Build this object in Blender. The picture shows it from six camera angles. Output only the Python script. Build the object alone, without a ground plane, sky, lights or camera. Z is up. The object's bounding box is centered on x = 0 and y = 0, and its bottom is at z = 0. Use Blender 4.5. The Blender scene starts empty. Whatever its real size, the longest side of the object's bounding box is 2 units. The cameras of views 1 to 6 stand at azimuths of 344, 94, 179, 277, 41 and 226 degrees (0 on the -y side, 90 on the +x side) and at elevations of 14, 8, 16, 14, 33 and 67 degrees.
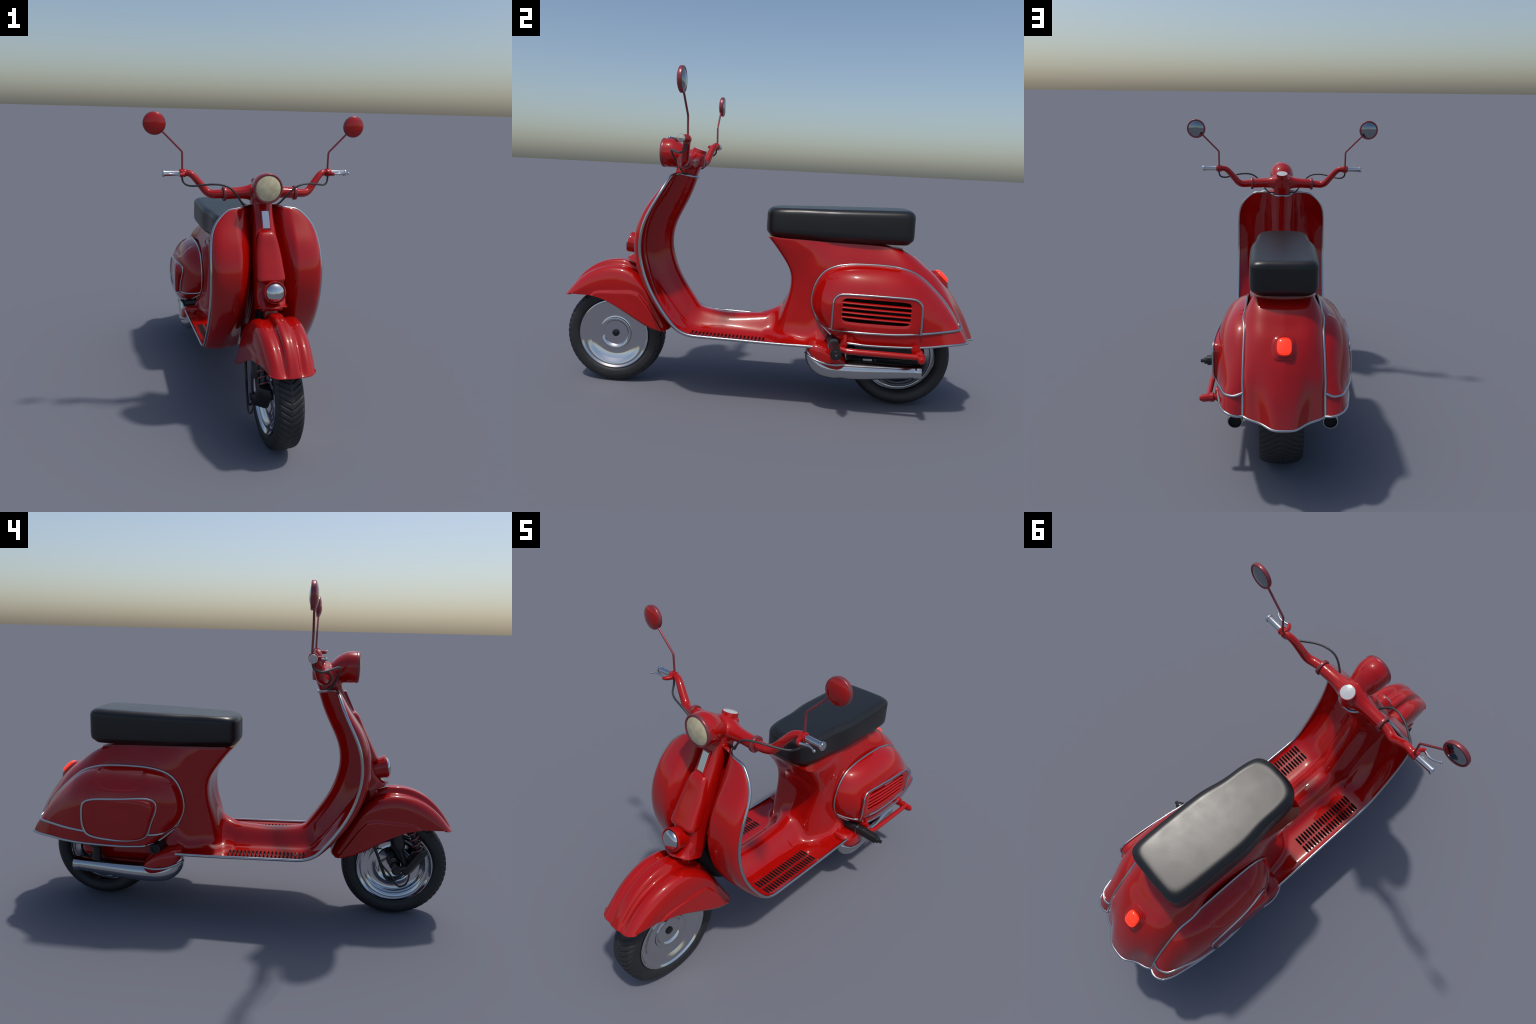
# A red vintage step-through motor scooter, built part by part from profiles and control nets.
import bpy, bmesh, math
import numpy as np
from mathutils import Vector, Matrix

# ------------------------------------------------------------------ materials
def new_mat(name):
    m = bpy.data.materials.new(name); m.use_nodes = True
    nt = m.node_tree; b = nt.nodes["Principled BSDF"]
    return m, nt, b

def simple(name, col, rough=0.4, metal=0.0, coat=0.0, spec=0.5, noise=0.0, nscale=30.0, bump=0.0, bscale=200.0):
    m, nt, b = new_mat(name)
    b.inputs["Base Color"].default_value = (*col, 1)
    b.inputs["Roughness"].default_value = rough
    b.inputs["Metallic"].default_value = metal
    b.inputs["Coat Weight"].default_value = coat
    b.inputs["Coat Roughness"].default_value = 0.04
    b.inputs["Specular IOR Level"].default_value = spec
    tc = nt.nodes.new("ShaderNodeTexCoord")
    if noise > 0:
        n = nt.nodes.new("ShaderNodeTexNoise"); n.inputs["Scale"].default_value = nscale
        n.inputs["Detail"].default_value = 4
        r = nt.nodes.new("ShaderNodeValToRGB")
        r.color_ramp.elements[0].position = 0.3; r.color_ramp.elements[1].position = 0.7
        r.color_ramp.elements[0].color = (*[c * (1 - noise) for c in col], 1)
        r.color_ramp.elements[1].color = (*[min(1, c * (1 + noise)) for c in col], 1)
        nt.links.new(tc.outputs["Object"], n.inputs["Vector"])
        nt.links.new(n.outputs["Fac"], r.inputs["Fac"])
        nt.links.new(r.outputs["Color"], b.inputs["Base Color"])
    if bump > 0:
        n2 = nt.nodes.new("ShaderNodeTexNoise"); n2.inputs["Scale"].default_value = bscale
        bp = nt.nodes.new("ShaderNodeBump"); bp.inputs["Strength"].default_value = bump
        bp.inputs["Distance"].default_value = 0.001
        nt.links.new(tc.outputs["Object"], n2.inputs["Vector"])
        nt.links.new(n2.outputs["Fac"], bp.inputs["Height"])
        nt.links.new(bp.outputs["Normal"], b.inputs["Normal"])
    return m

RED = simple("red_paint", (0.385, 0.0035, 0.0022), rough=0.24, coat=1.0, spec=0.06, noise=0.04, nscale=14)
PINK = simple("red_coated_metal", (0.27, 0.050, 0.058), rough=0.30, metal=0.35)
CHROME = simple("chrome", (0.60, 0.61, 0.62), rough=0.09, metal=1.0)
SATIN = simple("satin_chrome", (0.52, 0.53, 0.54), rough=0.16, metal=1.0)
TRIM = simple("brushed_aluminium_trim", (0.50, 0.51, 0.52), rough=0.18, metal=1.0)
RUBBER = simple("tyre_rubber", (0.016, 0.017, 0.018), rough=0.55, noise=0.2, nscale=25)
BLACK = simple("black_metal", (0.012, 0.012, 0.013), rough=0.32)
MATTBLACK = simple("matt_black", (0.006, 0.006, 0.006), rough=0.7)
SLOT_BAR = simple("dark_slot_bar", (0.035, 0.022, 0.024), rough=0.16)  # dark tone of the bars that replace the recessed floor slots
GLASS = simple("mirror_glass", (0.30, 0.34, 0.36), rough=0.05, metal=1.0)
DIAL = simple("dial_face", (0.50, 0.50, 0.51), rough=0.15, noise=0.03, nscale=20)
COIL = simple("spring_coil", (0.30, 0.09, 0.09), rough=0.35, metal=0.3)

def seat_material():
    m, nt, b = new_mat("black_vinyl")
    tc = nt.nodes.new("ShaderNodeTexCoord")
    n = nt.nodes.new("ShaderNodeTexNoise"); n.inputs["Scale"].default_value = 14; n.inputs["Detail"].default_value = 5
    r = nt.nodes.new("ShaderNodeMapRange")
    r.inputs["To Min"].default_value = 0.29; r.inputs["To Max"].default_value = 0.40
    nt.links.new(tc.outputs["Object"], n.inputs["Vector"])
    nt.links.new(n.outputs["Fac"], r.inputs["Value"])
    nt.links.new(r.outputs["Result"], b.inputs["Roughness"])
    b.inputs["Base Color"].default_value = (0.010, 0.010, 0.0102, 1)
    b.inputs["Specular IOR Level"].default_value = 0.5
    n2 = nt.nodes.new("ShaderNodeTexVoronoi"); n2.inputs["Scale"].default_value = 350
    bp = nt.nodes.new("ShaderNodeBump"); bp.inputs["Strength"].default_value = 0.06; bp.inputs["Distance"].default_value = 0.001
    nt.links.new(tc.outputs["Object"], n2.inputs["Vector"])
    nt.links.new(n2.outputs["Distance"], bp.inputs["Height"])
    nt.links.new(bp.outputs["Normal"], b.inputs["Normal"])
    return m
VINYL = seat_material()

def cable_material():
    m, nt, b = new_mat("braided_cable")
    tc = nt.nodes.new("ShaderNodeTexCoord")
    n = nt.nodes.new("ShaderNodeTexVoronoi"); n.inputs["Scale"].default_value = 260
    r = nt.nodes.new("ShaderNodeValToRGB")
    r.color_ramp.elements[0].color = (0.02, 0.021, 0.021, 1); r.color_ramp.elements[1].color = (0.055, 0.058, 0.058, 1)
    nt.links.new(tc.outputs["Object"], n.inputs["Vector"]); nt.links.new(n.outputs["Distance"], r.inputs["Fac"])
    nt.links.new(r.outputs["Color"], b.inputs["Base Color"]); b.inputs["Roughness"].default_value = 0.5
    return m
CABLE = cable_material()

def lens_material():
    m, nt, b = new_mat("headlight_glass")
    tc = nt.nodes.new("ShaderNodeTexCoord")
    n = nt.nodes.new("ShaderNodeTexNoise"); n.inputs["Scale"].default_value = 40; n.inputs["Detail"].default_value = 6
    r = nt.nodes.new("ShaderNodeValToRGB")
    r.color_ramp.elements[0].position = 0.35; r.color_ramp.elements[1].position = 0.68
    r.color_ramp.elements[0].color = (0.54, 0.47, 0.29, 1); r.color_ramp.elements[1].color = (0.70, 0.62, 0.40, 1)
    nt.links.new(tc.outputs["Object"], n.inputs["Vector"]); nt.links.new(n.outputs["Fac"], r.inputs["Fac"])
    nt.links.new(r.outputs["Color"], b.inputs["Base Color"]); b.inputs["Roughness"].default_value = 0.12
    v = nt.nodes.new("ShaderNodeTexVoronoi"); v.inputs["Scale"].default_value = 240
    bp = nt.nodes.new("ShaderNodeBump"); bp.inputs["Strength"].default_value = 0.25; bp.inputs["Distance"].default_value = 0.001
    nt.links.new(tc.outputs["Object"], v.inputs["Vector"]); nt.links.new(v.outputs["Distance"], bp.inputs["Height"])
    nt.links.new(bp.outputs["Normal"], b.inputs["Normal"])
    return m
LENS = lens_material()

def lamp_material():
    m, nt, b = new_mat("tail_lamp_glass")
    b.inputs["Base Color"].default_value = (0.9, 0.03, 0.012, 1); b.inputs["Roughness"].default_value = 0.15
    b.inputs["Emission Color"].default_value = (1.0, 0.045, 0.015, 1); b.inputs["Emission Strength"].default_value = 0.75
    return m
LAMP = lamp_material()

# ------------------------------------------------------------------ geometry helpers
ROOT = bpy.data.objects.new("motor_scooter", None)
bpy.context.scene.collection.objects.link(ROOT)
ROOT["label"] = "glossy red vintage step-through motor scooter with chrome trim"
ROOT["category"] = "motor scooter"

def make(name, V, F, mat, parent=None, sharp=35.0, solid=0.0, flip=False):
    me = bpy.data.meshes.new(name)
    if flip: F = [tuple(reversed(f)) for f in F]
    me.from_pydata([tuple(map(float, v)) for v in V], [], [tuple(int(i) for i in f) for f in F])
    me.validate(); me.update()
    me.shade_smooth()
    if sharp: me.set_sharp_from_angle(angle=math.radians(sharp))
    me.materials.append(mat)
    ob = bpy.data.objects.new(name, me)
    bpy.context.scene.collection.objects.link(ob)
    ob.parent = parent or ROOT
    if solid:
        md = ob.modifiers.new("sheet_thickness", "SOLIDIFY"); md.thickness = solid; md.offset = -1
    return ob

def recalc(ob):
    bm = bmesh.new(); bm.from_mesh(ob.data)
    bmesh.ops.remove_doubles(bm, verts=bm.verts, dist=1e-6)
    bmesh.ops.recalc_face_normals(bm, faces=bm.faces)
    bm.to_mesh(ob.data); bm.free(); return ob

def mirrored(V): 
    V = np.array(V, float).copy(); V[:, 0] *= -1; return V

def grid_faces(nu, nv, off=0, cu=False, cv=False):
    F = []
    for i in range(nu if cu else nu - 1):
        for j in range(nv if cv else nv - 1):
            a = i * nv + j; b = ((i + 1) % nu) * nv + j
            c = ((i + 1) % nu) * nv + (j + 1) % nv; d = i * nv + (j + 1) % nv
            F.append((off + a, off + b, off + c, off + d))
    return F

def spline(P, n, closed=False, params=None):
    """C2 cubic through the points P (k x d), sampled at n parameters, chord-length parameterised."""
    P = np.asarray(P, float); k = len(P)
    if closed:
        P = np.vstack([P[-3:], P, P[:4]])
    d = np.sqrt(np.linalg.norm(np.diff(P, axis=0), axis=1) + 1e-9) ** 1.3
    t = np.concatenate([[0], np.cumsum(d)]) if params is None else np.asarray(params, float)
    M = second_derivs(t, P)
    if closed: s = np.linspace(t[3], t[3 + k], n, endpoint=False)
    else: s = np.linspace(t[0], t[-1], n)
    return eval_spline(t, P, M, s)

def second_derivs(t, P):
    k = len(t); h = np.diff(t)
    A = np.zeros((k, k)); B = np.zeros((k,) + P.shape[1:])
    A[0, 0] = A[-1, -1] = 1
    for i in range(1, k - 1):
        A[i, i - 1] = h[i - 1]; A[i, i] = 2 * (h[i - 1] + h[i]); A[i, i + 1] = h[i]
        B[i] = 6 * ((P[i + 1] - P[i]) / h[i] - (P[i] - P[i - 1]) / h[i - 1])
    return np.linalg.solve(A, B.reshape(k, -1)).reshape(B.shape)

def eval_spline(t, P, M, s):
    i = np.clip(np.searchsorted(t, s, side="right") - 1, 0, len(t) - 2)
    h = t[i + 1] - t[i]; sh = (-1,) + (1,) * (P.ndim - 1)
    a = ((t[i + 1] - s) / h).reshape(sh); b = ((s - t[i]) / h).reshape(sh); hh = h.reshape(sh)
    return a * P[i] + b * P[i + 1] + ((a**3 - a) * M[i] + (b**3 - b) * M[i + 1]) * hh**2 / 6

def surf(net, nu, nv):
    """Smooth surface through a control net [stations][rails]."""
    net = np.asarray(net, float)
    du = np.linalg.norm(np.diff(net, axis=0), axis=2).mean(axis=1) ** 0.7
    dv = np.linalg.norm(np.diff(net, axis=1), axis=2).mean(axis=0) ** 0.7
    tu = np.concatenate([[0], np.cumsum(du)]); tv = np.concatenate([[0], np.cumsum(dv)])
    A = eval_spline(tu, net, second_derivs(tu, net), np.linspace(0, tu[-1], nu))
    B = A.transpose(1, 0, 2)
    C = eval_spline(tv, B, second_derivs(tv, B), np.linspace(0, tv[-1], nv))
    return C.transpose(1, 0, 2)

def interp(xs, ys):
    xs = np.array(xs, float); ys = np.array(ys, float)
    M = second_derivs(xs, ys[:, None])
    return lambda q: eval_spline(xs, ys[:, None], M, np.clip(np.atleast_1d(np.asarray(q, float)), xs[0], xs[-1]))[:, 0]

def lin(xs, ys): return lambda q: np.interp(q, xs, ys)

def sstep(a, b, x):
    t = np.clip((x - a) / (b - a), 0, 1); return t * t * (3 - 2 * t)

def tube_data(path, r, n=12, closed=False, caps=True):
    path = np.asarray(path, float); k = len(path)
    r = np.full(k, r, float) if np.isscalar(r) else np.interp(np.linspace(0, 1, k), np.linspace(0, 1, len(r)), r)
    T = np.roll(path, -1, 0) - np.roll(path, 1, 0)
    if not closed: T[0] = path[1] - path[0]; T[-1] = path[-1] - path[-2]
    T /= np.linalg.norm(T, axis=1)[:, None] + 1e-12
    ref = np.array([0, 0, 1.0]) if abs(T[0][2]) < 0.9 else np.array([1.0, 0, 0])
    N = np.cross(T[0], ref); N /= np.linalg.norm(N)
    V = []
    a = np.linspace(0, 2 * math.pi, n, endpoint=False)
    for i in range(k):
        N = N - T[i] * (N @ T[i]); N /= np.linalg.norm(N)
        Bn = np.cross(T[i], N)
        V.append(path[i] + r[i] * (np.cos(a)[:, None] * N + np.sin(a)[:, None] * Bn))
    V = np.concatenate(V)
    F = grid_faces(k, n, 0, closed, True)
    if caps and not closed:
        F.append(tuple(range(n))[::-1]); F.append(tuple((k - 1) * n + j for j in range(n)))
    return V, F

def tube(name, path, r, mat, parent=None, n=12, closed=False, smooth_n=0, sharp=40, both=False, caps=True):
    if smooth_n: path = spline(path, smooth_n, closed)
    V, F = tube_data(path, r, n, closed, caps)
    ob = recalc(make(name, V, F, mat, parent, sharp))
    if both: return ob, recalc(make(name, mirrored(V), F, mat, parent, sharp))
    return ob

def frame(axis):
    w = np.array(axis, float); w /= np.linalg.norm(w)
    ref = np.array([0, 0, 1.0]) if abs(w[2]) < 0.9 else np.array([1.0, 0, 0])
    u = np.cross(ref, w); u /= np.linalg.norm(u); return u, np.cross(w, u), w

def lathe_data(profile, origin, axis, n=48):
    """profile: list of (radius, distance along axis)."""
    u, v, w = frame(axis); o = np.array(origin, float)
    a = np.linspace(0, 2 * math.pi, n, endpoint=False); V = []
    for r, d in profile:
        V.append(o + w * d + r * (np.cos(a)[:, None] * u + np.sin(a)[:, None] * v))
    return np.concatenate(V), grid_faces(len(profile), n, 0, False, True)

def lathe(name, profile, origin, axis, mat, parent=None, n=48, sharp=35, both=False, fine=0):
    if fine: profile = spline(profile, fine)
    V, F = lathe_data(profile, origin, axis, n)
    ob = recalc(make(name, V, F, mat, parent, sharp))
    if both: return ob, recalc(make(name, mirrored(V), F, mat, parent, sharp))
    return ob

def loft_rings(name, rings, mat, parent=None, sharp=40, caps=True, solid=0.0):
    rings = np.asarray(rings, float); k, n = rings.shape[:2]
    V = rings.reshape(-1, 3); F = grid_faces(k, n, 0, False, True)
    if caps: F.append(tuple(range(n))[::-1]); F.append(tuple((k - 1) * n + j for j in range(n)))
    return recalc(make(name, V, F, mat, parent, sharp, solid))

def super_ring(w, d, p, n=40):
    """superellipse ring: half width w (x), half depth d (y)."""
    a = np.linspace(0, 2 * math.pi, n, endpoint=False)
    c, s = np.cos(a), np.sin(a)
    return np.stack([w * np.sign(c) * np.abs(c) ** (2 / p), d * np.sign(s) * np.abs(s) ** (2 / p)], 1)

def empty(name, loc=(0, 0, 0)):
    e = bpy.data.objects.new(name, None); e.location = loc
    bpy.context.scene.collection.objects.link(e); e.parent = ROOT; return e

# ------------------------------------------------------------------ leg shield and floorboard
# side profile of the sheet edge, from the shield top down to the rear end of the floor (y, z)
B_PTS = np.array([(-.443, 1.072), (-.452, 1.048), (-.464, 1.016), (-.478, .982), (-.497, .942), (-.526, .885),
                  (-.553, .815), (-.564, .75), (-.563, .69), (-.553, .635), (-.527, .557), (-.484, .476),
                  (-.424, .392), (-.382, .350), (-.340, .331), (-.28, .3255), (-.2, .3235), (-.1, .3215), (0, .319), (.12, .3175), (.24, .317)])
NB = 170
_bt = np.concatenate([[0], np.cumsum(np.linalg.norm(np.diff(B_PTS, axis=0), axis=1))])
_bM = second_derivs(_bt, B_PTS)
BT = np.concatenate([_bt[6] * np.linspace(0, 1, 90)[:-1] ** 1.6, np.linspace(_bt[6], _bt[-1], NB - 89)])
BY = eval_spline(_bt, B_PTS, _bM, BT)
_tan = np.gradient(BY, BT, axis=0); _tan /= np.linalg.norm(_tan, axis=1)[:, None]
BN = np.stack([-_tan[:, 1], _tan[:, 0]], 1)       # points to the rider side / upwards on the floor
tb = lambda i: _bt[i]
_out = spline([(tb(0), 0), (.0035, .03), (.0105, .065), (.0165, .090), (tb(1), .122), (.0325, .163), (tb(2) - .004, .196), (tb(3) - .004, .2265), (tb(4), .248), (tb(5), .2585), (tb(6), .263), (tb(8), .265), (tb(11), .265), (tb(20), .265)], 600)
_out[:, 0] = np.maximum.accumulate(_out[:, 0])
XE = lambda q: np.minimum(np.interp(q, _out[:, 0], _out[:, 1]), .2655)
_xs = XE(BT)
HUMP = lin([tb(0), tb(2), tb(4), tb(7), tb(10), tb(12), tb(14), tb(15), tb(16), tb(17), tb(18), tb(19), tb(20)],
           [.086, .088, .088, .090, .091, .092, .080, .063, .057, .064, .077, .088, .09])
BOWL = lin([tb(0), tb(2), tb(4), tb(5), tb(8), tb(11), tb(13), tb(15)], [0, .008, .018, .026, .031, .026, .018, .014])
BULGE = lin([tb(0), tb(2), tb(4), tb(5), tb(7), tb(9), tb(11), tb(12), tb(13), tb(14), tb(15), tb(20)],
            [.002, .014, .027, .037, .044, .043, .034, .026, .022, .020, .019, .0185])
def smooth_fn(f):
    v = f(np.clip(BT, 0, None)); k = np.ones(9) / 9
    for _ in range(3): v = np.convolve(np.pad(v, 4, mode="edge"), k, "valid")
    return v
HUMP_V, BOWL_V, BULGE_V = smooth_fn(HUMP), smooth_fn(BOWL), smooth_fn(BULGE)
TUNNEL_W = .10

FLOOR_MIX = sstep(tb(12), tb(15), BT)      # 0 on the shield, 1 on the floor
def sheet_top(i, x):
    ax = np.abs(x); xe = max(_xs[i], 1e-4); m = np.clip(ax / xe, 0, 1); fm = FLOOR_MIX[i]
    h = HUMP_V[i] * np.exp(-(ax / .069) ** 3.0)
    dish = BOWL_V[i] * np.sin(math.pi * m ** 1.7)                       # shield: dished towards the rim
    tray = .0135 * sstep(.02, .10, ax) * (1 - m ** 16)                  # floor: tray with a raised lip
    h = h - dish * (1 - fm) - tray * fm
    h = np.maximum(h, under_h(i, x) + .004 * np.clip(1 - m ** 20, 0, 1))
    return np.stack([x, BY[i, 0] + BN[i, 0] * h, BY[i, 1] + BN[i, 1] * h], 1)

def under_h(i, x):
    xe = max(_xs[i], 1e-4); ax = np.abs(x); m = FLOOR_MIX[i]
    edge = np.clip(1 - (ax / xe) ** 7, 0, 1) ** .5
    low = float(sstep(tb(9), tb(12), BT[i]))
    q = (sstep(.080 + .012 * low, .140 + .055 * low, ax) * (1 - m) + m) * edge
    chan = (HUMP_V[i] - .03) * (1 - sstep(.045, .10, ax)) * (1 - m) * edge
    return -BULGE_V[i] * q + chan - .002 * edge
def sheet_under(i, x):
    h = under_h(i, x)
    return np.stack([x, BY[i, 0] + BN[i, 0] * h, BY[i, 1] + BN[i, 1] * h], 1)

cols = np.sin(np.linspace(-1, 1, 81) * math.pi / 2)      # denser towards both edges
cols = np.sign(cols) * (0.5 * np.abs(cols) + 0.5 * np.abs(np.linspace(-1, 1, 81)))
TOP = np.array([sheet_top(i, cols * _xs[i]) for i in range(NB)])
UND = np.array([sheet_under(i, cols * _xs[i]) for i in range(NB)])
SPLIT = int(np.argmin(np.abs(BY[:, 0] + .36) + (BY[:, 1] > .36)))  # seamless border between shield and floorboard

# whole-sheet normals so that the border between the two parts does not show
def sheet_normals(G, sign):
    gu = np.gradient(G, axis=0); gv = np.gradient(G, axis=1)
    N = np.cross(gu, gv); N[0] = N[2]; N[1] = N[2]
    N /= np.linalg.norm(N, axis=2)[:, :, None] + 1e-12
    mid = N[:, 40]; want = np.column_stack([np.zeros(NB), BN]) * sign
    flip = np.sign((mid * want).sum(1)); flip[flip == 0] = 1
    return N * flip[:, None, None]
NT, NU = sheet_normals(TOP, 1), sheet_normals(UND, -1)
w_ = np.cross(TOP[100, 41] - TOP[100, 40], TOP[101, 41] - TOP[100, 41]) @ NT[100, 40] > 0   # winding of the grid
for nm, sl in (("leg_shield", slice(0, SPLIT + 1)), ("floorboard", slice(SPLIT, NB))):
    A, U = TOP[sl], UND[sl]; k, n = A.shape[:2]
    V = np.concatenate([A.reshape(-1, 3), U.reshape(-1, 3)])
    FA = grid_faces(k, n); FU = grid_faces(k, n, k * n)
    if w_: FA = [tuple(reversed(f)) for f in FA]
    else: FU = [tuple(reversed(f)) for f in FU]
    ob = make(nm, V, FA + FU, RED, sharp=0)
    ob.data.normals_split_custom_set_from_vertices([tuple(v) for v in np.concatenate([NT[sl].reshape(-1, 3), NU[sl].reshape(-1, 3)])])
    if nm == "floorboard": FLOOR = ob
    else: SHIELD = ob

def floor_z(x, y):
    i = int(np.argmin(np.abs(BY[:, 0] - y) + 10 * (BY[:, 1] > .36)))
    return float(sheet_top(i, np.array([x]))[0, 2])

# chrome edging round the shield and along the floor
edgeR = np.array([TOP[i, -1] for i in range(NB)])
edgeL = np.array([TOP[i, 0] for i in range(NB)])
path = np.concatenate([edgeL[::-1], edgeR[1:]])
keep = [0]
for i in range(1, len(path)):
    if np.linalg.norm(path[i] - path[keep[-1]]) > .006: keep.append(i)
tube("edge_trim", path[keep], .0068, TRIM, n=12)

# raised dark bars standing in for recessed floor slots: two rows on each side
GRILL = empty("floor_slot_bars"); GRILL.location = (0, 0, 0)
def bar_mesh():
    prof = []
    L, W, Hh = .0240, .0058, .0030
    a = np.linspace(0, 2 * math.pi, 20, endpoint=False)
    ring = np.stack([np.sign(np.cos(a)) * np.abs(np.cos(a)) ** .45 * L, np.sign(np.sin(a)) * np.abs(np.sin(a)) ** .8 * W], 1)
    rings = []
    for s, z in ((1.0, -.002), (1.0, .0006), (.95, .0022), (.8, Hh), (.4, Hh + .0003)):
        sc = np.array([1 - (1 - s) * .25, s])
        rings.append(np.column_stack([ring * sc, np.full(20, z)]))
    R = np.array(rings); V = R.reshape(-1, 3); F = grid_faces(5, 20, 0, False, True) + [tuple(80 + j for j in range(20))]
    me = bpy.data.meshes.new("floor_slot_bar"); me.from_pydata(V.tolist(), [], F); me.validate(); me.shade_smooth()
    me.materials.append(SLOT_BAR); return me
bar = bar_mesh()
for sx in (1, -1):
    for xc in (.1655, .2180):
        for k in range(20):
            y = -.333 + k * .0178
            ob = bpy.data.objects.new("floor_slot_bar", bar)
            bpy.context.scene.collection.objects.link(ob); ob.parent = GRILL
            i = int(np.argmin(np.abs(BY[:, 0] - y) + 10 * (BY[:, 1] > .36)))
            ob.location = (sx * xc, y, floor_z(sx * xc, y))
            ob.rotation_euler = (math.atan2(_tan[i, 1], _tan[i, 0]), 0, 0)

# black inner duct seen in the gap behind the steering column
tube("steering_duct", [(0, -.512, .86), (0, -.555, .74), (0, -.558, .64), (0, -.530, .53), (0, -.475, .43), (0, -.40, .352), (0, -.30, .318)],
     [.030, .040, .042, .042, .042, .034, .018], MATTBLACK, n=20, smooth_n=40)

# ------------------------------------------------------------------ frame body: seat tower and tail
def zf(x, y, e=.0008): return (x, y, floor_z(x, y) + e)
def foot(x, y, e=-.0015): return (x, y, floor_z(x, y) + e)
def toe(x, y, e=.012): return (x, y, floor_z(x, y) + e)
NET = [
 [(0,-.003,.786),(0,.028,.758),(0,.070,.705),(0,.106,.635),(0,.116,.57),(0,.106,.512),(0,.084,.460),(0,.045,.424), foot(0,-.03)],
 [(.06,-.002,.786),(.06,.028,.758),(.06,.071,.705),(.06,.107,.635),(.06,.117,.57),(.06,.108,.510),(.06,.087,.450),(.060,.052,.398), foot(.060,-.012)],
 [(.116,-.001,.786),(.116,.025,.758),(.117,.067,.705),(.118,.109,.635),(.118,.119,.57),(.118,.111,.506),(.117,.092,.430), toe(.116,.060,.028), foot(.116,.005)],
 [(.155,.016,.785),(.153,.038,.758),(.148,.080,.705),(.143,.124,.635),(.141,.138,.57),(.142,.135,.50),(.145,.122,.415), toe(.155,.098,.028), foot(.180,.058)],
 [(.163,.064,.782),(.161,.086,.756),(.155,.128,.705),(.150,.166,.635),(.150,.174,.565),(.152,.172,.495),(.157,.165,.415), toe(.174,.152,.028), foot(.212,.128)],
 [(.156,.155,.778),(.157,.170,.75),(.156,.195,.70),(.158,.208,.635),(.159,.212,.565),(.160,.213,.495),(.164,.215,.43), toe(.183,.208,.028), foot(.222,.200)],
 [(.140,.24,.776),(.147,.245,.75),(.157,.25,.70),(.163,.25,.635),(.164,.25,.565),(.165,.25,.495),(.168,.25,.43),(.188,.25,.358), foot(.224,.238)],
 [(.128,.38,.774),(.138,.38,.75),(.156,.38,.70),(.165,.38,.64),(.165,.38,.57),(.165,.38,.5),(.165,.38,.45),(.165,.38,.41),(.165,.38,.38)],
 [(.125,.53,.770),(.136,.535,.748),(.157,.545,.698),(.165,.57,.64),(.165,.6,.57),(.165,.63,.5),(.165,.65,.45),(.165,.66,.41),(.165,.67,.38)],
 [(.122,.600,.764),(.138,.626,.742),(.163,.662,.690),(.167,.713,.643),(.168,.765,.596),(.167,.818,.543),(.167,.857,.496),(.167,.885,.44),(.167,.92,.362)],
 [(.096,.622,.762),(.106,.664,.737),(.117,.714,.694),(.12,.765,.652),(.122,.81,.605),(.122,.850,.553),(.12,.884,.502),(.115,.913,.440),(.100,.955,.352)],
 [(.050,.630,.761),(.054,.684,.731),(.058,.737,.688),(.06,.787,.648),(.061,.831,.605),(.061,.870,.56),(.06,.907,.507),(.057,.948,.435),(.05,.990,.344)],
 [(0,.633,.760),(0,.69,.730),(0,.743,.687),(0,.793,.647),(0,.838,.605),(0,.878,.562),(0,.915,.508),(0,.958,.433),(0,.998,.343)],
]
S = surf(NET, 110, 64)
nu, nv = S.shape[:2]
V1 = S.reshape(-1, 3); V2 = mirrored(V1)
gu = np.gradient(S, axis=0); gv = np.gradient(S, axis=1)
NS = np.cross(gu, gv); NS /= np.linalg.norm(NS, axis=2)[:, :, None] + 1e-12
if NS[nu // 2, 10, 0] < 0: NS = -NS
front = int(np.argmin(np.abs(S[:, -1, 1] - .235) + (S[:, -1, 2] > .34)))      # stations whose foot stands on the floor
for i in range(front + 1):
    for j in range(nv):
        w = sstep(.80, .985, j / (nv - 1))
        if w > 0:
            x, y = S[i, j, 0], S[i, j, 1]
            r = int(np.argmin(np.abs(BY[:, 0] - y) + 10 * (BY[:, 1] > .36))); c = int(np.argmin(np.abs(cols * _xs[r] - x)))
            n = NS[i, j] * (1 - w) + NT[r, c] * w; NS[i, j] = n / np.linalg.norm(n)
NS[0, :, 0] = 0; NS[-1, :, 0] = 0
F1 = grid_faces(nu, nv)
p = V1[list(F1[len(F1) // 2])]
if np.cross(p[1] - p[0], p[2] - p[0]) @ NS.reshape(-1, 3)[F1[len(F1) // 2][0]] < 0: F1 = [tuple(reversed(f)) for f in F1]
# the frame is open behind the side cowls
_ctr = np.array([V1[list(f)].mean(0) for f in F1])
_lid = np.interp(_ctr[:, 1], [.27, .35, .484, .60, .69, .765, .83], [.58, .645, .66, .655, .62, .56, .49])
F1 = [f for f, c, zl in zip(F1, _ctr, _lid) if not (c[0] > .15 and .335 < c[1] < .80 and c[2] < zl)]
F2 = [tuple(reversed([i + nu * nv for i in f])) for f in F1]
BODY = make("frame_body", np.concatenate([V1, V2]), F1 + F2, RED, sharp=0)
BODY.data.normals_split_custom_set_from_vertices([tuple(v) for v in np.concatenate([NS.reshape(-1, 3), mirrored(NS.reshape(-1, 3))])])
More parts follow.
